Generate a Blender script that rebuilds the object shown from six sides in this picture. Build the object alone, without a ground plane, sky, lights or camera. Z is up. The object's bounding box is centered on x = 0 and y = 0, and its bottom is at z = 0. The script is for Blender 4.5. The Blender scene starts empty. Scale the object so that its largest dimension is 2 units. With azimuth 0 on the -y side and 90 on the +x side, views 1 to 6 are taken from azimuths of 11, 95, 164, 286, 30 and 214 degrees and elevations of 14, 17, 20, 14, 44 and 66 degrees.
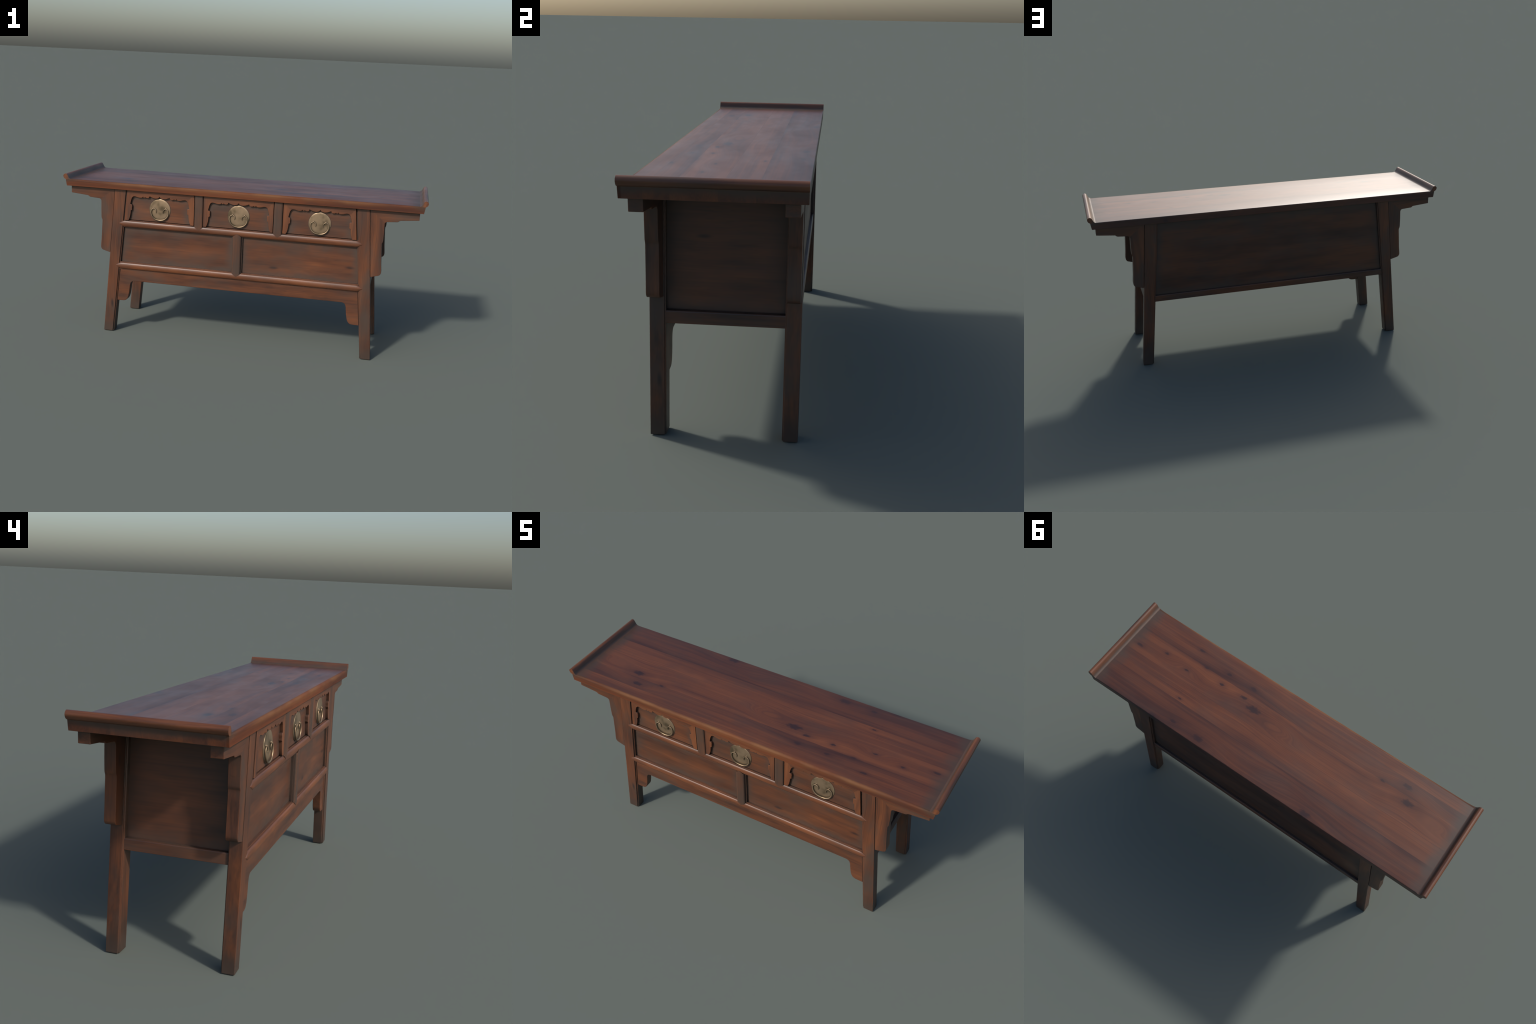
"""Carved hardwood altar coffer: a long table with everted ends, three drawers
with round brass plates, splayed legs, cloud brackets and panelled sides."""
import bpy, bmesh, math, random
from mathutils import Vector, Matrix

random.seed(11)

# ------------------------------------------------------------------ sizes (m)
TOP_Z, SLAB_Z = 0.871, 0.834          # table surface, underside of slab
HALF_DEPTH = 0.26                     # slab half depth
LEG_FRONT = -0.2405                   # front plane of the legs
BEAD = 0.006                          # width of the bead beside each leg face
BEAD_STEP = 0.007                     # how far the bead lies behind the face
PANEL_Y = -0.2225                     # front panels
BAR_EDGE, BAR_SWELL = -0.2375, 0.0080  # rounded rails: edge plane, bulge


def leg_outer(z):                     # x of outer leg face (legs are splayed)
    return 0.769 - 0.0792 * z


def leg_inner(z):                     # x of the inner edge of the leg face
    return 0.7165 - 0.0932 * z


def bead_inner(z):
    return leg_inner(z) - BEAD


# ------------------------------------------------------------- node shorthand
class Nodes:
    def __init__(self, name):
        self.mat = bpy.data.materials.new(name)
        self.mat.use_nodes = True
        self.t = self.mat.node_tree
        self.t.nodes.clear()

    def put(self, sock, val):
        if isinstance(val, bpy.types.NodeSocket):
            self.t.links.new(val, sock)
        elif isinstance(val, (tuple, list)) and len(val) == 3 and sock.type == 'RGBA':
            sock.default_value = (*val, 1)
        else:
            sock.default_value = val

    def add(self, kind, ins=None, **props):
        n = self.t.nodes.new(kind)
        for k, v in props.items():
            setattr(n, k, v)
        for k, v in (ins or {}).items():
            self.put(n.inputs[k], v)
        return n

    def math(self, op, a, b=0.0, c=0.0, clamp=False):
        n = self.add('ShaderNodeMath', {0: a, 1: b, 2: c}, operation=op, use_clamp=clamp)
        return n.outputs[0]

    def vec(self, op, a, b=(0, 0, 0)):
        n = self.add('ShaderNodeVectorMath', {0: a, 1: b}, operation=op)
        return n.outputs['Value'] if op in ('LENGTH', 'DISTANCE', 'DOT_PRODUCT') else n.outputs[0]

    def xyz(self, v):
        o = self.add('ShaderNodeSeparateXYZ', {0: v}).outputs
        return o[0], o[1], o[2]

    def join(self, x, y, z):
        return self.add('ShaderNodeCombineXYZ', {0: x, 1: y, 2: z}).outputs[0]

    def step(self, v, lo, hi, a=0.0, b=1.0):
        n = self.add('ShaderNodeMapRange', {0: v, 1: lo, 2: hi, 3: a, 4: b}, interpolation_type='SMOOTHSTEP')
        return n.outputs[0]

    def noise(self, v, scale, detail=2.0, rough=0.5, dist=0.0):
        return self.add('ShaderNodeTexNoise', {'Vector': v, 'Scale': scale, 'Detail': detail, 'Roughness': rough,
                                               'Distortion': dist}).outputs[0]

    def mix(self, f, a, b, blend='MIX'):
        n = self.add('ShaderNodeMix', None, data_type='RGBA', blend_type=blend)
        self.put(n.inputs[0], f)
        self.put(n.inputs[6], a)
        self.put(n.inputs[7], b)
        return n.outputs[2]

    def ramp(self, f, stops):
        n = self.add('ShaderNodeValToRGB', {0: f})
        e = n.color_ramp.elements
        while len(e) < len(stops):
            e.new(0.5)
        for el, (p, c) in zip(e, stops):
            el.position, el.color = p, (*c, 1)
        return n.outputs[0]


# ------------------------------------------------------------------ materials
DARK, MID, WARM, LIGHT = (0.030, 0.0135, 0.0098), (0.064, 0.0240, 0.0130), (0.102, 0.0350, 0.0150), (0.158, 0.0540, 0.0205)
GRIME = (0.050, 0.0345, 0.0265)
KNOT = (0.012, 0.009, 0.010)

# knots of the table top: x, y, size
TOP_KNOTS = [(0.202, -0.062, 2.1), (0.282, -0.089, 1.0), (0.268, -0.157, 1.0), (0.421, -0.154, 0.8), (0.417, -0.085, 0.8),
             (0.617, -0.186, 0.8), (0.901, -0.026, 0.9), (0.754, -0.066, 0.7), (0.535, -0.118, 0.7), (0.614, -0.047, 0.6),
             (0.484, 0.222, 0.9), (0.329, 0.225, 1.6), (-0.322, 0.243, 1.7), (-0.688, -0.088, 1.8), (-0.648, -0.160, 1.4),
             (-0.530, -0.117, 0.7), (0.592, 0.256, 0.8), (0.538, 0.103, 0.5)]


def wood(name, grain='X', tone=0.0, knots=None, spots=0.35, blotch=0.5, planks=None, worn=False, miter=None,
         rough=0.42, red=0.0, veil=0.0, film=0.5, corner_tint_by=0.9, rim=None, figures=(), rub=0.62, wander_by=0.05, feet=False, streak=1.0, sheen=0.3, stretch=1.0):
    m = Nodes(name)
    tc = m.add('ShaderNodeTexCoord').outputs['Object']
    rnd = m.add('ShaderNodeObjectInfo').outputs['Random']
    x, y, z = m.xyz(tc)
    off = m.math('MULTIPLY', rnd, 7.0)
    order = {'X': (x, y, z), 'Y': (y, x, z), 'Z': (z, x, y)}
    a, b, c = order[grain]
    if miter:                              # two pieces joined on a mitre: the grain turns there
        ax = m.math('ABSOLUTE', x)
        side = m.math('ADD', m.math('MULTIPLY', m.math('SUBTRACT', ax, miter[0]), miter[2]), m.math('SUBTRACT', z, miter[1]))
        turn = m.step(side, -0.0015, 0.0015)
        a = m.math('ADD', m.math('MULTIPLY', z, m.math('SUBTRACT', 1.0, turn)), m.math('MULTIPLY', x, turn))
        b = m.math('ADD', m.math('MULTIPLY', x, m.math('SUBTRACT', 1.0, turn)), m.math('MULTIPLY', z, turn))
        c = m.math('ADD', y, turn)
    warp = None
    dark = None
    ragged_n = m.noise(m.vec('MULTIPLY', tc, (50.0, 95.0, 95.0)), 1.0, 2.0)
    if knots:
        for kx, ky, s in knots:
            d = m.join(m.math('MULTIPLY', m.math('SUBTRACT', x, kx), 1 / 2.1), m.math('SUBTRACT', y, ky), 0.0)
            r = m.math('DIVIDE', m.vec('LENGTH', d), 0.0122 * s)
            r2 = m.math('ADD', r, m.math('MULTIPLY', m.math('SUBTRACT', ragged_n, 0.5), 1.1))
            spot = m.math('MAXIMUM', m.step(r2, 0.35, 1.15, 1.0, 0.0), m.step(r2, 0.6, 2.6, 0.32, 0.0))
            wide = m.step(r, 0.0, 6.0, 0.016 * s if s > 1.1 else 0.004, 0.0)
            dark = spot if dark is None else m.math('MAXIMUM', dark, spot)
            warp = wide if warp is None else m.math('ADD', warp, wide)
    for fx, fy, ra, rb, amp in figures:     # arched figure in flat-sawn boards
        d = m.join(m.math('MULTIPLY', m.math('SUBTRACT', x, fx), 1 / ra), m.math('MULTIPLY', m.math('SUBTRACT', y, fy), 1 / rb), 0.0)
        warp = m.math('ADD', warp, m.step(m.vec('LENGTH', d), 0.0, 1.0, amp, 0.0))
    # slow wander of the fibres
    wander = m.noise(m.join(m.math('ADD', m.math('MULTIPLY', a, 1.4), off), m.math('MULTIPLY', b, 5.0), m.math('MULTIPLY', c, 5.0)), 1.6, 1.0)
    bb = m.math('ADD', b, m.math('MULTIPLY', m.math('SUBTRACT', wander, 0.5), wander_by))
    if warp is not None:
        bb = m.math('ADD', bb, warp)
    lane = None
    if planks:                             # boards glued edge to edge, each cut from another place
        for p in planks:
            s = m.step(y, p - 0.0006, p + 0.0006)
            lane = s if lane is None else m.math('ADD', lane, s)
        off = m.math('ADD', off, m.math('MULTIPLY', lane, 2.37))
    p = m.join(m.math('ADD', a, off), bb, m.math('ADD', c, m.math('MULTIPLY', off, 0.31)))
    fine = m.noise(m.vec('MULTIPLY', p, (4.0 * stretch, 240.0, 140.0)), 1.0, 3.0, 0.6)
    mid = m.noise(m.vec('MULTIPLY', p, (2.2 * stretch, 55.0, 34.0)), 1.0, 2.0, 0.55)
    soft = m.noise(m.vec('MULTIPLY', p, (2.6 * stretch, 14.0, 11.0)), 1.0, 2.0, 0.5)
    smoke = m.noise(m.vec('MULTIPLY', p, (5.5, 14.0, 14.0)), 1.0, 2.0, 0.55)
    t = m.math('ADD', m.math('MULTIPLY', m.math('SUBTRACT', fine, 0.5), 0.46 * min(1.0, streak * 1.25)), m.math('MULTIPLY', m.math('SUBTRACT', mid, 0.5), 0.46 * streak))
    t = m.math('ADD', t, m.math('MULTIPLY', soft, 0.62))
    t = m.math('ADD', t, tone + 0.19)
    if lane is not None:
        shift = m.add('ShaderNodeTexWhiteNoise', {'W': m.math('ADD', m.math('ROUND', lane), 3.7)}, noise_dimensions='1D').outputs[0]
        t = m.math('ADD', t, m.math('MULTIPLY', m.math('SUBTRACT', shift, 0.5), 0.20))
    col = m.ramp(t, [(0.30, DARK), (0.44, MID), (0.58, WARM), (0.76, LIGHT)])
    # smoky grey-brown patches
    col = m.mix(m.math('MULTIPLY', m.step(smoke, 0.5, 0.78), blotch), col, (0.034, 0.0225, 0.0180))
    # dull film of old dust and wax in drifting patches
    drift = m.noise(m.vec('MULTIPLY', p, (4.0, 9.0, 9.0)), 1.0, 3.0, 0.6)
    col = m.mix(m.math('MULTIPLY', m.step(drift, 0.44, 0.70), film), col, GRIME)
    # small scattered knots and dark pores
    if spots > 0:
        vor = m.add('ShaderNodeTexVoronoi', {'Vector': m.vec('MULTIPLY', p, (4.5, 15.0, 15.0)), 'Scale': 1.0})
        pick = m.step(m.xyz(vor.outputs['Color'])[0], 1.0 - spots - 0.02, 1.0 - spots + 0.02)
        sp = m.math('MULTIPLY', m.step(vor.outputs['Distance'], 0.03, 0.17, 1.0, 0.0), pick)
        col = m.mix(m.math('MULTIPLY', sp, 0.80), col, KNOT)
    if dark is not None:
        col = m.mix(m.math('MULTIPLY', dark, 0.97), col, KNOT)
    if lane is not None:
        seam = None
        for q in planks:
            s = m.step(m.math('ABSOLUTE', m.math('SUBTRACT', y, q)), 0.0, 0.0020, 0.6 if q == planks[2] else 0.3, 0.0)
            seam = s if seam is None else m.math('MAXIMUM', seam, s)
        col = m.mix(seam, col, DARK)
    if veil:                               # upright bars carry an old grey film
        col = m.mix(m.step(m.noise(tc, 22.0, 2.0), 0.25, 0.75, veil * 0.5, veil), col, GRIME)
    if red:
        col = m.mix(red, col, (0.095, 0.024, 0.016), 'MIX')
    # rubbed arrises: lighter and redder where the surface turns over
    geo = m.add('ShaderNodeNewGeometry')
    bev = m.add('ShaderNodeBevel', {'Radius': 0.011}, samples=8).outputs[0]
    turn_over = m.math('SUBTRACT', 1.0, m.vec('DOT_PRODUCT', bev, geo.outputs['True Normal']))
    # grey-brown tint in the corners, masked by the AO node
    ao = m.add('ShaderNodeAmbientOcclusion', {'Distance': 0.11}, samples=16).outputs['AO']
    corner_tint = m.math('POWER', m.step(ao, 0.50, 0.985, 1.0, 0.0), 0.8)
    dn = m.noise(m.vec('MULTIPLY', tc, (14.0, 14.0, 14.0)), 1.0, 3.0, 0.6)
    corner_tint = m.math('MULTIPLY', corner_tint, m.step(dn, 0.25, 0.70, 0.45, 1.0))
    if rim is not None:                    # grey-brown border fading inward from the frame round a panel
        creep = m.noise(m.vec('MULTIPLY', tc, (9.0, 9.0, 16.0)), 1.0, 3.0, 0.6)
        away = m.math('ADD', rim(m, x, y, z), m.math('MULTIPLY', m.math('SUBTRACT', creep, 0.5), 0.085))
        corner_tint = m.math('MAXIMUM', corner_tint, m.step(away, -0.012, 0.046, 0.95, 0.0))
    if feet:                               # scuffed and damp-stained near the floor
        low = m.math('ADD', z, m.math('MULTIPLY', m.math('SUBTRACT', dn, 0.5), 0.30))
        col = m.mix(m.step(low, 0.0, 0.17, 0.75, 0.0), col, (0.034, 0.023, 0.018))
    edge = m.math('MULTIPLY', m.step(turn_over, 0.02, 0.26), m.step(ao, 0.62, 0.85))
    col = m.mix(m.math('MULTIPLY', corner_tint, corner_tint_by), col, GRIME)
    col = m.mix(m.math('MULTIPLY', edge, rub), col, (0.150, 0.043, 0.014))
    joint_shade = m.step(ao, 0.22, 0.62, 0.8, 0.0)   # joints painted near-black to deepen their shadows
    col = m.mix(joint_shade, col, (0.012, 0.0095, 0.0085))
    if worn:                               # the front arris is rubbed down to pale timber
        along = m.noise(m.join(m.math('MULTIPLY', x, 5.0), 0.0, m.math('MULTIPLY', z, 20.0)), 1.0, 3.0)
        wmask = m.math('MULTIPLY', m.step(z, 0.842, 0.866), m.step(y, -0.243, -0.256))
        wmask = m.math('MULTIPLY', wmask, m.step(m.math('ABSOLUTE', x), 0.55, 0.85, 1.0, 0.15))
        wmask = m.math('MULTIPLY', wmask, m.step(along, 0.30, 0.62))
        col = m.mix(m.math('MULTIPLY', wmask, 0.7), col, (0.150, 0.072, 0.032))
    rg = m.math('ADD', rough, m.math('MULTIPLY', m.math('SUBTRACT', drift, 0.5), sheen))
    rg = m.math('ADD', rg, m.math('MULTIPLY', corner_tint, 0.10))
    spec = 0.5
    if worn:
        arris = m.math('MULTIPLY', m.step(y, -0.2470, -0.2535), 1.0)
        rg = m.math('ADD', rg, m.math('MULTIPLY', arris, 0.30))
        spec = m.math('SUBTRACT', 0.5, m.math('MULTIPLY', arris, 0.36))
    bump = m.add('ShaderNodeBump', {'Strength': 0.10, 'Distance': 0.0015, 'Height': m.math('ADD', fine, m.math('MULTIPLY', soft, 1.5))})
    bs = m.add('ShaderNodeBsdfPrincipled', {'Base Color': col, 'Roughness': rg, 'Normal': bump.outputs[0],
                                            'Specular IOR Level': spec})
    out = m.add('ShaderNodeOutputMaterial', {0: bs.outputs[0]})
    return m.mat


def brass(name):
    m = Nodes(name)
    tc = m.add('ShaderNodeTexCoord').outputs['Object']
    rnd = m.add('ShaderNodeObjectInfo').outputs['Random']
    p = m.vec('ADD', tc, m.join(m.math('MULTIPLY', rnd, 5.0), 0.0, 0.0))
    big = m.noise(p, 17.0, 2.0, 0.5)
    small = m.noise(p, 160.0, 2.0, 0.6)
    col = m.ramp(big, [(0.34, (0.140, 0.104, 0.064)), (0.47, (0.280, 0.204, 0.131)), (0.68, (0.375, 0.272, 0.178))])
    pit = m.math('MULTIPLY', m.step(small, 0.62, 0.75), m.step(big, 0.5, 0.36))
    col = m.mix(m.math('MULTIPLY', pit, 0.7), col, (0.09, 0.075, 0.045))
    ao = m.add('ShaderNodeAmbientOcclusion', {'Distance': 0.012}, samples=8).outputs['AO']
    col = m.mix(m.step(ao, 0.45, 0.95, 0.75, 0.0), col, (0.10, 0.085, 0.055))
    bump = m.add('ShaderNodeBump', {'Strength': 0.08, 'Distance': 0.001, 'Height': big})
    bs = m.add('ShaderNodeBsdfPrincipled', {'Base Color': col, 'Metallic': 0.75, 'Roughness': 0.40, 'Normal': bump.outputs[0]})
    m.add('ShaderNodeOutputMaterial', {0: bs.outputs[0]})
    return m.mat




def lowest(m, *ds):
    out = ds[0]
    for d in ds[1:]:
        out = m.math('MINIMUM', out, d)
    return out


def front_panel_rim(m, x, y, z):
    ax = m.math('ABSOLUTE', x)
    side = m.math('SUBTRACT', m.math('SUBTRACT', 0.7105, m.math('MULTIPLY', z, 0.0932)), ax)
    return lowest(m, side, m.math('SUBTRACT', ax, 0.029), m.math('SUBTRACT', z, 0.4190), m.math('SUBTRACT', 0.6205, z))


def drawer_rim(m, x, y, z):
    dx = [m.math('ABSOLUTE', m.math('SUBTRACT', x, c)) for c in (-0.4442, 0.0015, 0.4445)]
    return lowest(m, m.math('SUBTRACT', 0.166, lowest(m, *dx)), m.math('SUBTRACT', 0.798, z))


def end_panel_rim(m, x, y, z):
    return lowest(m, m.math('SUBTRACT', 0.187, m.math('ABSOLUTE', y)), m.math('SUBTRACT', z, 0.420), m.math('SUBTRACT', SLAB_Z - 0.02, z))


def back_panel_rim(m, x, y, z):
    side = m.math('SUBTRACT', m.math('SUBTRACT', 0.7105, m.math('MULTIPLY', z, 0.0932)), m.math('ABSOLUTE', x))
    return lowest(m, side, m.math('SUBTRACT', z, 0.412), m.math('SUBTRACT', SLAB_Z - 0.02, z))


def tabletop_rim(m, x, y, z):
    end = m.math('SUBTRACT', 0.957, m.math('ABSOLUTE', x))
    return m.math('ADD', m.math('MULTIPLY', end, 0.62), m.math('MULTIPLY', m.math('SUBTRACT', SLAB_Z + 0.036, z), 2.0))


def flange_rim(m, x, y, z):
    inner = m.math('SUBTRACT', m.math('ABSOLUTE', x), 0.9665)
    return m.math('MULTIPLY', inner, 4.5)


FIGURES = [(0.03, -0.055, 0.20, 0.055, 0.045), (-0.86, -0.085, 0.20, 0.06, 0.045), (0.62, -0.06, 0.16, 0.05, 0.03), (-0.15, 0.17, 0.22, 0.05, 0.03)]
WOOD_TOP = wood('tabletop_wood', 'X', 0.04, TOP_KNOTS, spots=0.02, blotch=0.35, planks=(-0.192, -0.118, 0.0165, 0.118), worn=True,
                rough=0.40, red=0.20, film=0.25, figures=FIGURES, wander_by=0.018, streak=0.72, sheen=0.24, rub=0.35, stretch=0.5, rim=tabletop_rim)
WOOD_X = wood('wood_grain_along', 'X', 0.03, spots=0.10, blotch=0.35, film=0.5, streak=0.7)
WOOD_RAIL = wood('rail_wood', 'X', 0.11, spots=0.06, blotch=0.3, film=0.25, corner_tint_by=0.55, streak=0.75)
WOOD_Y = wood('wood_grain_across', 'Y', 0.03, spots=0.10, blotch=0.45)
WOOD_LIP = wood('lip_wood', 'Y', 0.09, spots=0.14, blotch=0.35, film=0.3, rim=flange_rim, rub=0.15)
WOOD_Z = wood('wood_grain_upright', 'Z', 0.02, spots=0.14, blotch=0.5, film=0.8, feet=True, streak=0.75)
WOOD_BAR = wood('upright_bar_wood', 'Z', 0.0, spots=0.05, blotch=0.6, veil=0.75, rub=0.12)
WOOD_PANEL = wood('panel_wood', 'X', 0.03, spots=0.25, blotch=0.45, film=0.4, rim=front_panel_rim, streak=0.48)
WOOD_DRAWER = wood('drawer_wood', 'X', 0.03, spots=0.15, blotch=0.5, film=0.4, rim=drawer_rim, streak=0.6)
WOOD_SIDE = wood('side_panel_wood', 'Y', 0.05, spots=0.14, blotch=0.3, film=0.25, corner_tint_by=0.75, rim=end_panel_rim, streak=0.5)
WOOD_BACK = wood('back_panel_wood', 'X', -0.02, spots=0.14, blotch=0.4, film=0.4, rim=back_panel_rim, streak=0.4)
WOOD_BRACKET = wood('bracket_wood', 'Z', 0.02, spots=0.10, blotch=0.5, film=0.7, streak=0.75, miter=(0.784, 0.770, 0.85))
WOOD_TRIM = wood('trim_wood', 'X', 0.11, spots=0.05, blotch=0.25, film=0.25, corner_tint_by=0.5, streak=0.7, miter=(0.165, 0.800, -1.15))
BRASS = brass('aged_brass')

# ---------------------------------------------------------------- mesh tools
THING = bpy.data.objects.new('altar_coffer', None)
bpy.context.scene.collection.objects.link(THING)
THING['label'] = 'long dark reddish wood altar coffer with three drawers and upturned ends'
THING['category'] = 'sideboard table'


def finish(bm, name, mat, parent=None, bevel=0.0, segs=3, angle=32):
    bmesh.ops.recalc_face_normals(bm, faces=bm.faces)
    me = bpy.data.meshes.new(name)
    bm.to_mesh(me)
    bm.free()
    for p in me.polygons:
        p.use_smooth = True
    me.set_sharp_from_angle(angle=math.radians(angle))
    me.materials.append(mat)
    ob = bpy.data.objects.new(name, me)
    bpy.context.scene.collection.objects.link(ob)
    ob.parent = parent or THING
    if bevel:
        b = ob.modifiers.new('rounded_edges', 'BEVEL')
        b.width, b.segments, b.limit_method, b.angle_limit = bevel, segs, 'ANGLE', math.radians(angle)
        b.harden_normals = True
    return ob


def again(ob, turn=0.0, at=(0, 0, 0), name=None, parent=None):
    """Another piece from the same mesh."""
    o = ob.copy()
    o.name = name or ob.name
    bpy.context.scene.collection.objects.link(o)
    o.parent = parent or ob.parent
    o.rotation_euler = (0, 0, turn)
    o.location = at
    return o


AXES = {'Y': lambda a, b, c: (a, c, b), 'X': lambda a, b, c: (c, a, b), 'Z': lambda a, b, c: (a, b, c)}


def prism(bm, outline, axis, c0, c1):
    f = AXES[axis]
    lo = [bm.verts.new(f(a, b, c0)) for a, b in outline]
    hi = [bm.verts.new(f(a, b, c1)) for a, b in outline]
    n = len(outline)
    bm.faces.new(lo[::-1])
    bm.faces.new(hi)
    for i in range(n):
        j = (i + 1) % n
        bm.faces.new((lo[i], lo[j], hi[j], hi[i]))


def box(bm, x0, x1, y0, y1, z0, z1):
    prism(bm, [(x0, y0), (x1, y0), (x1, y1), (x0, y1)], 'Z', z0, z1)


def loft(bm, rings, closed=True, caps=True):
    rows = [[bm.verts.new(p) for p in r] for r in rings]
    n = len(rows[0])
    for r0, r1 in zip(rows, rows[1:]):
        for i in range(n if closed else n - 1):
            j = (i + 1) % n
            bm.faces.new((r0[i], r0[j], r1[j], r1[i]))
    if caps:
        bm.faces.new(rows[0][::-1])
        bm.faces.new(rows[-1])


def smooth_path(pts, per=6):
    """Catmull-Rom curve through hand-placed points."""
    pts = [Vector(p) for p in pts]
    out = []
    for i in range(len(pts) - 1):
        p0, p1, p2, p3 = pts[max(i - 1, 0)], pts[i], pts[i + 1], pts[min(i + 2, len(pts) - 1)]
        for k in range(per):
            t = k / per
            out.append(0.5 * (2 * p1 + (p2 - p0) * t + (2 * p0 - 5 * p1 + 4 * p2 - p3) * t * t + (3 * p1 - p0 - 3 * p2 + p3) * t ** 3))
    out.append(pts[-1])
    return out


def curve2(pts, per=5):
    return [(p.x, p.y) for p in smooth_path([(a, b, 0) for a, b in pts], per)]


def tube(bm, path, radii, sides=12, flat=1.0):
    rings = []
    for i, p in enumerate(path):
        d = (path[min(i + 1, len(path) - 1)] - path[max(i - 1, 0)]).normalized()
        u = Vector((0, 1, 0))
        u = (u - d * u.dot(d)).normalized()
        v = d.cross(u)
        rings.append([p + (u * math.cos(2 * math.pi * k / sides) * flat + v * math.sin(2 * math.pi * k / sides)) * radii[i] for k in range(sides)])
    loft(bm, rings)


def mirror_x(bm):
    for v in bm.verts:
        v.co.x = -v.co.x


# ------------------------------------------------------------------ table top
def slab_end(z):                       # the ends lean outwards, slightly hollow
    t = (z - SLAB_Z) / (TOP_Z - SLAB_Z)
    return 0.980 + 0.0065 * t ** 0.85


def slab_ring(x, r):
    """Cross-section with the long top arrises rounded to radius r."""
    def half(r):
        h = [(HALF_DEPTH, SLAB_Z), (HALF_DEPTH, 0.846), (HALF_DEPTH, 0.857)]
        h += [(HALF_DEPTH - r + r * math.cos(a), TOP_Z - r + r * math.sin(a)) for a in [math.pi / 2 * k / 8 for k in range(9)]]
        return h + [(0.12, TOP_Z)]
    full = half(min(r, 0.0035)) + [(-y, z) for y, z in reversed(half(r))]
    return [(x if abs(x) < 0.97 else math.copysign(slab_end(z), x), y, z) for y, z in full]


bm = bmesh.new()
stations = [(0.98, 0.0012), (0.957, 0.0012), (0.945, 0.0035), (0.92, 0.0075), (0.86, 0.0095)]
stations += [(0.6, 0.0125), (0.3, 0.0115)]
stations = [(-x, r) for x, r in stations] + [(0.0, 0.0120)] + stations[::-1]
loft(bm, [slab_ring(x, r) for x, r in stations])
finish(bm, 'tabletop', WOOD_TOP, bevel=0.0014, segs=2, angle=50)

# everted flange: a rolled lip along each end
lip = curve2([(0.9545, 0.8705), (0.9615, 0.8725), (0.9675, 0.8780), (0.9722, 0.8865), (0.9768, 0.8950), (0.9815, 0.8990),
              (0.9875, 0.9005), (0.9945, 0.8975), (0.9990, 0.8915), (0.9998, 0.8850), (0.9970, 0.8780), (0.9920, 0.8725), (0.9860, 0.8695)], 4)
bm = bmesh.new()
prism(bm, lip + [(0.975, 0.8690)], 'Y', -HALF_DEPTH - 0.0006, HALF_DEPTH + 0.0006)
flange = finish(bm, 'everted_flange', WOOD_LIP, bevel=0.0012, segs=2, angle=50)
again(flange, math.pi)

# ----------------------------------------------------------------------- legs


def leg_mesh(flip):
    bm = bmesh.new()
    rings = []
    for z in (0.0, SLAB_Z + 0.004):
        xo, xf, xs = leg_outer(z), leg_inner(z), bead_inner(z)
        yf, ys, yb = LEG_FRONT, LEG_FRONT + BEAD_STEP, -0.193
        ring = [(xo, yf), (xf, yf), (xf, ys), (xs, ys), (xs, yb + 0.004), (xo - BEAD_STEP, yb + 0.004), (xo - BEAD_STEP, yb), (xo, yb)]
        rings.append([(x, y, z) for x, y in ring])
    loft(bm, rings)
    if flip:
        mirror_x(bm)
    return finish(bm, 'leg', WOOD_Z, bevel=0.0026, segs=3)


for flip in (False, True):
    again(leg_mesh(flip), math.pi)

# ------------------------------------------------------------------- brackets
bracket_edge = ([(0.9615, SLAB_Z + 0.001), (0.9610, 0.7930), (0.8640, 0.7842)]
                + curve2([(0.8605, 0.7828), (0.8560, 0.7785), (0.8510, 0.7760)], 3)
                + curve2([(0.8050, 0.7728), (0.7950, 0.7715), (0.7880, 0.7670), (0.7850, 0.7590)], 4)
                + curve2([(0.7856, 0.7150), (0.7848, 0.6720), (0.7832, 0.6610), (0.7798, 0.6530), (0.7795, 0.6420)], 3)
                + curve2([(0.7845, 0.5400), (0.7880, 0.5000), (0.7858, 0.4880), (0.7790, 0.4800), (0.7690, 0.4765)], 4)
                + [(leg_outer(0.4665) + 0.0012, 0.4668), (leg_outer(SLAB_Z) + 0.0012, SLAB_Z + 0.001)])
for flip in (False, True):
    bm = bmesh.new()
    prism(bm, bracket_edge, 'Y', -0.238, -0.195)
    if flip:
        mirror_x(bm)
    again(finish(bm, 'bracket', WOOD_BRACKET, bevel=0.0022, segs=3), math.pi)

# ----------------------------------------------------- rounded rails and bars


def swell(u):
    """Front of a rounded bar at u (-1..1) across it."""
    return BAR_EDGE - BAR_SWELL * max(0.0, 1 - abs(u) ** 2.1) ** 0.55


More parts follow.
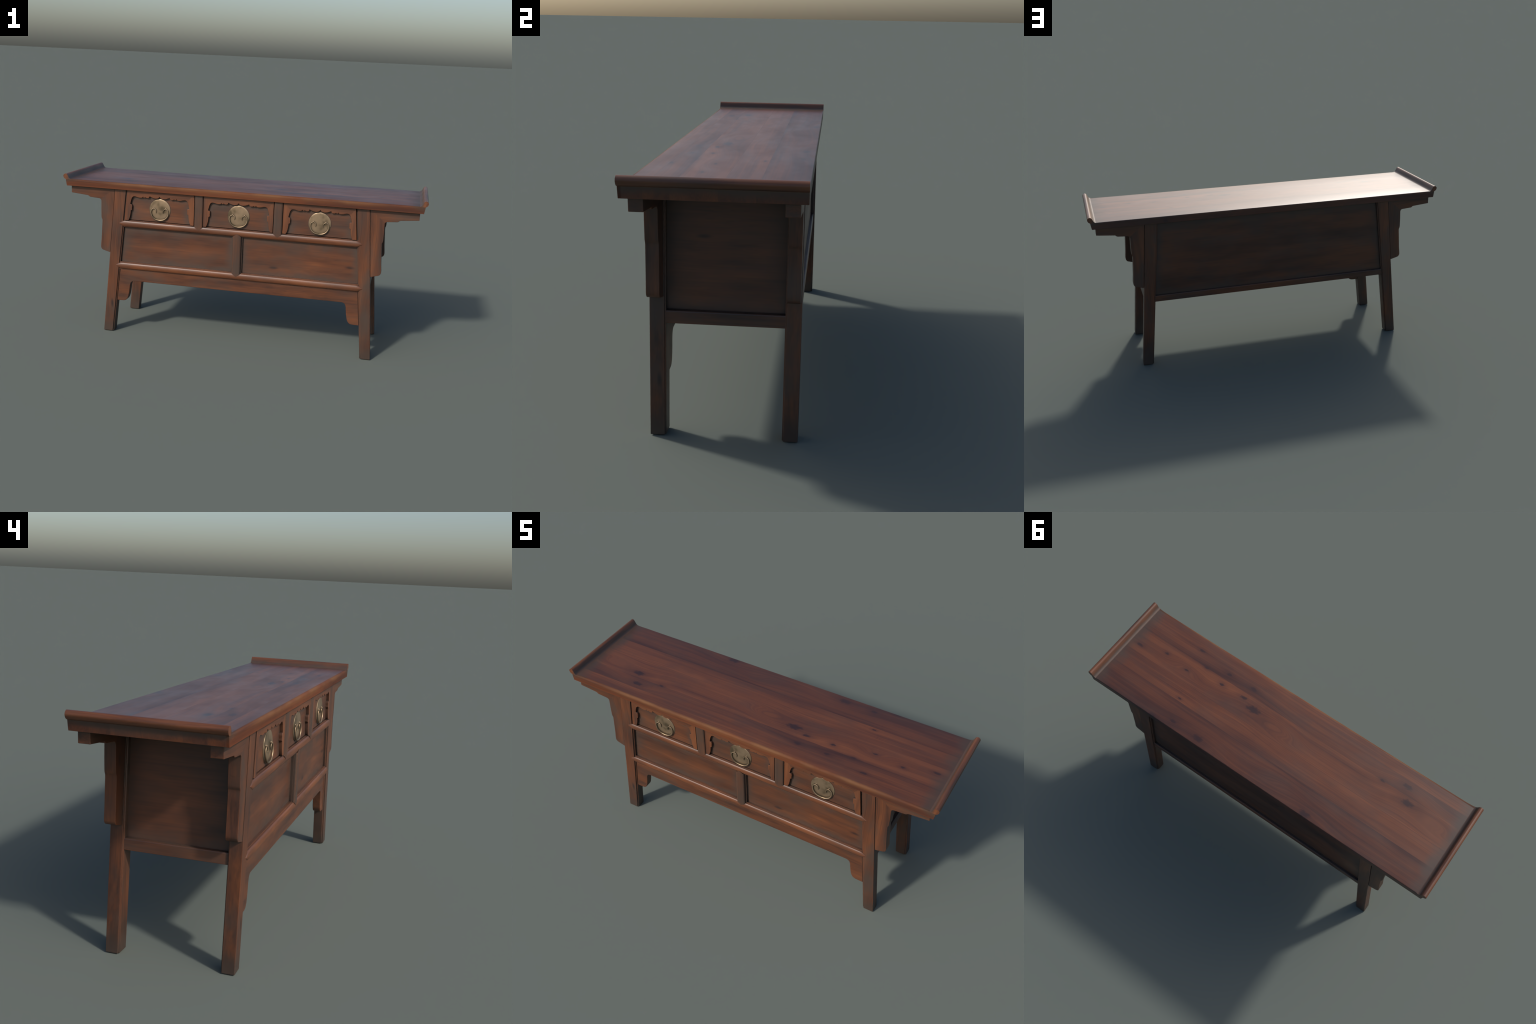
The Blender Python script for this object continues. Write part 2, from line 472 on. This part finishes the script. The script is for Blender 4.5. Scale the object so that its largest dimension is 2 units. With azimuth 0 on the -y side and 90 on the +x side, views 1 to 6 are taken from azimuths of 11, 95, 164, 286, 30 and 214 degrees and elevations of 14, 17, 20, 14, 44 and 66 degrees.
def front_rail(z, tip, half, ledge):
    bm = bmesh.new()
    L = 0.036
    xs = [tip * k / 30 for k in range(31) if tip * k / 30 < tip - L]
    xs += [tip - L * (1 - k / 12) for k in range(13)]
    xs = [-x for x in reversed(xs) if x > 0] + xs
    rings = []
    us = [math.cos(math.pi * k / 16) for k in range(17)]
    for x in xs:
        s = min(1.0, (tip - abs(x)) / L)
        h = half * (1 - (1 - s) ** 1.9) + 0.0003
        k = 0.40 + 0.60 * min(1.0, h / half) ** 0.7
        ring = [(x, -0.2300, z + h), *[(x, BAR_EDGE + (swell(u) - BAR_EDGE) * k, z + u * h) for u in us], (x, -0.2300, z - h)]
        rings.append(ring)
    loft(bm, rings)
    xe = leg_inner(z) + 0.004
    box(bm, -xe, xe, LEG_FRONT + BEAD_STEP - 0.0003, -0.206, z - ledge, z + ledge)
    return finish(bm, 'rail', WOOD_RAIL, bevel=0.0012, segs=2, angle=45)


RAIL_Z, LOW_RAIL_Z, RAIL_HALF = 0.6410, 0.3975, 0.0172
front_rail(RAIL_Z, 0.680, RAIL_HALF, 0.0205)
front_rail(LOW_RAIL_Z, 0.698, RAIL_HALF, 0.0215)


def upright(name, cx, half, z_lo, z_hi, point_lo, point_hi, beads):
    """Bar with a rounded face whose ends are mitred to a point over the rails."""
    bm = bmesh.new()
    proud = 0.0010
    us = [math.cos(math.pi * k / 16) for k in range(17)]

    def z_end(u, z, point, sign):        # mitre: the point reaches the middle of the rail
        return z + sign * point * (1 - abs(u))
    def face(u):                          # nearly flat face with eased arrises
        return BAR_EDGE - 0.0005 - (BAR_SWELL + proud - 0.0005) * max(0.0, 1 - abs(u) ** 7) ** 0.45
    lo = [(cx + u * half, face(u), z_end(u, z_lo, point_lo, -1)) for u in us]
    hi = [(cx + u * half, face(u), z_end(u, z_hi, point_hi, 1)) for u in us]
    back_lo = [(cx - half, -0.215, z_lo), (cx + half, -0.215, z_lo)]
    back_hi = [(cx - half, -0.215, z_hi), (cx + half, -0.215, z_hi)]
    # middle points carried behind the mitre so that the ends are solid
    loft(bm, [lo + back_lo, hi + back_hi])
    if beads:
        for s in (-1, 1):
            box(bm, cx + s * half - 0.0005, cx + s * (half + 0.0055), LEG_FRONT + BEAD_STEP, -0.215, z_lo - 0.004, z_hi + 0.004)
    return finish(bm, name, WOOD_BAR)


top_of_rail = RAIL_Z + RAIL_HALF
for cx in (-0.2203, 0.2203):
    upright('drawer_divider', cx, 0.0243, top_of_rail, SLAB_Z + 0.001, RAIL_HALF + 0.0015, 0.0, False)
upright('stile', 0.0002, 0.0235, LOW_RAIL_Z + RAIL_HALF, RAIL_Z - RAIL_HALF, RAIL_HALF + 0.0012, RAIL_HALF - 0.002, True)

# --------------------------------------------------------------- front panels
for s in (-1, 1):
    bm = bmesh.new()
    z0, z1 = LOW_RAIL_Z, RAIL_Z
    prism(bm, [(s * 0.02, z0), (s * (leg_inner(z0) + 0.003), z0), (s * (leg_inner(z1) + 0.003), z1), (s * 0.02, z1)], 'Y', PANEL_Y, -0.210)
    finish(bm, 'front_panel', WOOD_PANEL)

# ---------------------------------------------------------------------- apron
half_apron = ([(0.0, 0.3082), (0.5800, 0.3088)]
              + curve2([(0.5920, 0.3086), (0.6010, 0.3060), (0.6085, 0.3000), (0.6130, 0.2910), (0.6155, 0.2790), (0.6190, 0.2480), (0.6225, 0.2280),
                        (0.6260, 0.2130), (0.6330, 0.1990), (0.6430, 0.1905), (0.6560, 0.1875)], 4)
              + [(bead_inner(0.187) - 0.0012, 0.1868), (bead_inner(0.385) - 0.0012, 0.385)])
outline = half_apron + [(-x, z) for x, z in reversed(half_apron) if x > 0]
bm = bmesh.new()
prism(bm, outline, 'Y', -0.2315, -0.1935)
finish(bm, 'apron', WOOD_X, bevel=0.0028, segs=3)

# -------------------------------------------------------------------- drawers
# carved frame on the drawer front: inner edge, right half, measured from the drawer centre
SCALLOP = [(0.0, 0.8080), (0.0035, 0.8025), (0.0120, 0.7978), (0.0240, 0.7962), (0.0380, 0.7985), (0.0480, 0.8022), (0.0575, 0.8062),
           (0.0590, 0.8005), (0.0635, 0.7965), (0.0720, 0.7955), (0.0790, 0.7968), (0.0830, 0.8000), (0.0862, 0.7968), (0.0905, 0.7962),
           (0.0940, 0.7975), (0.0952, 0.8018), (0.0990, 0.7965), (0.1070, 0.7946), (0.1180, 0.7948), (0.1290, 0.7975), (0.1390, 0.7998),
           (0.1480, 0.8000), (0.1555, 0.7960), (0.1610, 0.7870), (0.1650, 0.7740), (0.1680, 0.7600), (0.1690, 0.7545)]
EAR = [(0.1625, 0.7535), (0.1585, 0.7505), (0.1578, 0.7420), (0.1590, 0.7340), (0.1582, 0.7260), (0.1608, 0.7215), (0.1655, 0.7195)]
FOOT = [(0.1662, 0.7080), (0.1690, 0.6900), (0.1735, 0.6740), (0.1775, 0.6655), (0.1815, 0.6625)]
half_inner = SCALLOP[:1] + SCALLOP[1:-1] + SCALLOP[-1:] + curve2(EAR, 2) + curve2(FOOT, 3)
DRAWER_LO, DRAWER_HI = 0.6625, 0.8315
TRIM_BACK, TRIM_FRONT = -0.2292, -0.2424


def drawer(cx, left_edge, right_edge):
    """left_edge(z), right_edge(z): the slanting or upright sides of the opening."""
    z0, z1 = DRAWER_LO + 0.0015, DRAWER_HI
    bm = bmesh.new()
    prism(bm, [(left_edge(z0) + 0.001, z0), (right_edge(z0) - 0.001, z0), (right_edge(z1) - 0.001, z1), (left_edge(z1) + 0.001, z1)], 'Y', TRIM_BACK, -0.212)
    front = finish(bm, 'drawer', WOOD_DRAWER, bevel=0.0015, segs=2)
    bm = bmesh.new()
    inner = [(x, z) for x, z in half_inner]
    inner_l = [(-x, z) for x, z in half_inner]
    zb = DRAWER_LO
    ring = inner_l[::-1][:-1] + inner + [(right_edge(zb) - cx, zb), (right_edge(z1) - cx, z1), (left_edge(z1) - cx, z1), (left_edge(zb) - cx, zb)]
    prism(bm, ring, 'Y', TRIM_BACK + 0.002, TRIM_FRONT)
    finish(bm, 'drawer_trim', WOOD_TRIM, front, bevel=0.0014, segs=3, angle=62).location.x = cx
    return front


GAP = 0.0022
div_l, div_r = -0.2203 - 0.0243, -0.2203 + 0.0243
openings = [(-0.4442, lambda z: -(bead_inner(z) - GAP), lambda z: div_l - GAP),
            (0.0015, lambda z: div_r + GAP, lambda z: -div_r - GAP),
            (0.4445, lambda z: -div_l + GAP, lambda z: bead_inner(z) - GAP)]
fronts = [(cx, drawer(cx, l, r)) for cx, l, r in openings]

# brass: plate, bail handle, two posts
PLATE_Z, PLATE_R = 0.7330, 0.0608
bm = bmesh.new()
profile = [(0.0, -0.2336), (0.030, -0.2335), (0.052, -0.2331), (0.0580, -0.2327), (0.0598, -0.2320), (PLATE_R, -0.2308), (PLATE_R, -0.2285)]
rings = []
for r, y in profile[1:]:
    rings.append([(r * math.cos(2 * math.pi * k / 72), y, r * math.sin(2 * math.pi * k / 72)) for k in range(72)])
loft(bm, rings, caps=True)
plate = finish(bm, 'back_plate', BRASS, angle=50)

half_bail = [(0.0222, -0.0175), (0.0200, -0.0110), (0.0203, -0.0040), (0.0245, 0.0032), (0.0325, 0.0066), (0.0405, 0.0045), (0.0465, -0.0020),
             (0.0492, -0.0115), (0.0485, -0.0230), (0.0440, -0.0350), (0.0350, -0.0460), (0.0200, -0.0543), (0.0, -0.0572)]


def bail_depth(z):                      # it hangs a little clear of the plate
    return -0.2366 - 0.0024 * min(1.0, max(0.0, -z / 0.057))


pts = [Vector((x, bail_depth(z), z)) for x, z in half_bail]
right = smooth_path(pts, 6)
path = right + [Vector((-p.x, p.y, p.z)) for p in reversed(right[:-1])]
n = len(path)
radii = []
for i in range(n):
    s = 1 - abs(2 * i / (n - 1) - 1)     # 0 at the curled tips, 1 at the bottom
    radii.append(0.0012 + 0.0013 * min(1, s * 6) ** 0.7 + 0.0012 * max(0, s - 0.4) / 0.6)
bm = bmesh.new()
tube(bm, path, radii)
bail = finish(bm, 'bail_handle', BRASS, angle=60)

bm = bmesh.new()
rings = []
for r, y in [(0.0036, -0.2328), (0.0032, -0.2345), (0.0019, -0.2352), (0.0018, -0.2372), (0.0024, -0.2382), (0.0026, -0.2392), (0.0018, -0.2402), (0.0006, -0.2406)]:
    rings.append([(r * math.cos(2 * math.pi * k / 14), y, r * 1.5 * math.sin(2 * math.pi * k / 14)) for k in range(14)])
loft(bm, rings)
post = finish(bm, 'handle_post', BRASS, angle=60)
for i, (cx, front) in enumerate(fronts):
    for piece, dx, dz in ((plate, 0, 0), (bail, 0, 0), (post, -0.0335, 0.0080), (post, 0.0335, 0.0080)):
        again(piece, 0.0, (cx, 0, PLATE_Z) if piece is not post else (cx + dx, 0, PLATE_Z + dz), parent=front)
for piece in (plate, bail, post):
    bpy.data.objects.remove(piece)

# ------------------------------------------------------- end panels and rails
SIDE_DEPTH = 0.026
z0, z1 = 0.395, SLAB_Z + 0.002
bm = bmesh.new()
xs = [leg_outer(z) - SIDE_DEPTH for z in (z0, z1)]
prism(bm, [(xs[0], z0), (xs[1], z1), (xs[1] - 0.012, z1), (xs[0] - 0.012, z0)], 'Y', -0.19, 0.19)
panel = finish(bm, 'end_panel', WOOD_SIDE)
again(panel, math.pi)

z0, z1 = 0.3775, 0.4195
bm = bmesh.new()
a0, a1 = leg_outer(z0) - BEAD_STEP, leg_outer(z1) - BEAD_STEP
prism(bm, [(a0, z0), (a1, z1 - 0.003), (a1 - 0.003, z1), (a1 - 0.032, z1), (a0 - 0.032, z0)], 'Y', -0.192, 0.192)
rail = finish(bm, 'end_rail', WOOD_Y, bevel=0.0025, segs=3, angle=25)
again(rail, math.pi)

# ------------------------------------------------------------ back and bottom
bm = bmesh.new()
z0, z1 = 0.39, SLAB_Z + 0.002
prism(bm, [(-leg_inner(z0), z0), (leg_inner(z0), z0), (leg_inner(z1), z1), (-leg_inner(z1), z1)], 'Y', 0.208, 0.2215)
finish(bm, 'back_panel', WOOD_BACK)
bm = bmesh.new()
z0, z1 = 0.3755, 0.4115
prism(bm, [(-leg_inner(z0), z0), (leg_inner(z0), z0), (leg_inner(z1), z1), (-leg_inner(z1), z1)], 'Y', 0.200, 0.2350)
finish(bm, 'back_rail', WOOD_X, bevel=0.004, segs=3)
bm = bmesh.new()
box(bm, -0.672, 0.672, -0.205, 0.205, 0.381, 0.393)
finish(bm, 'bottom_board', WOOD_BACK)
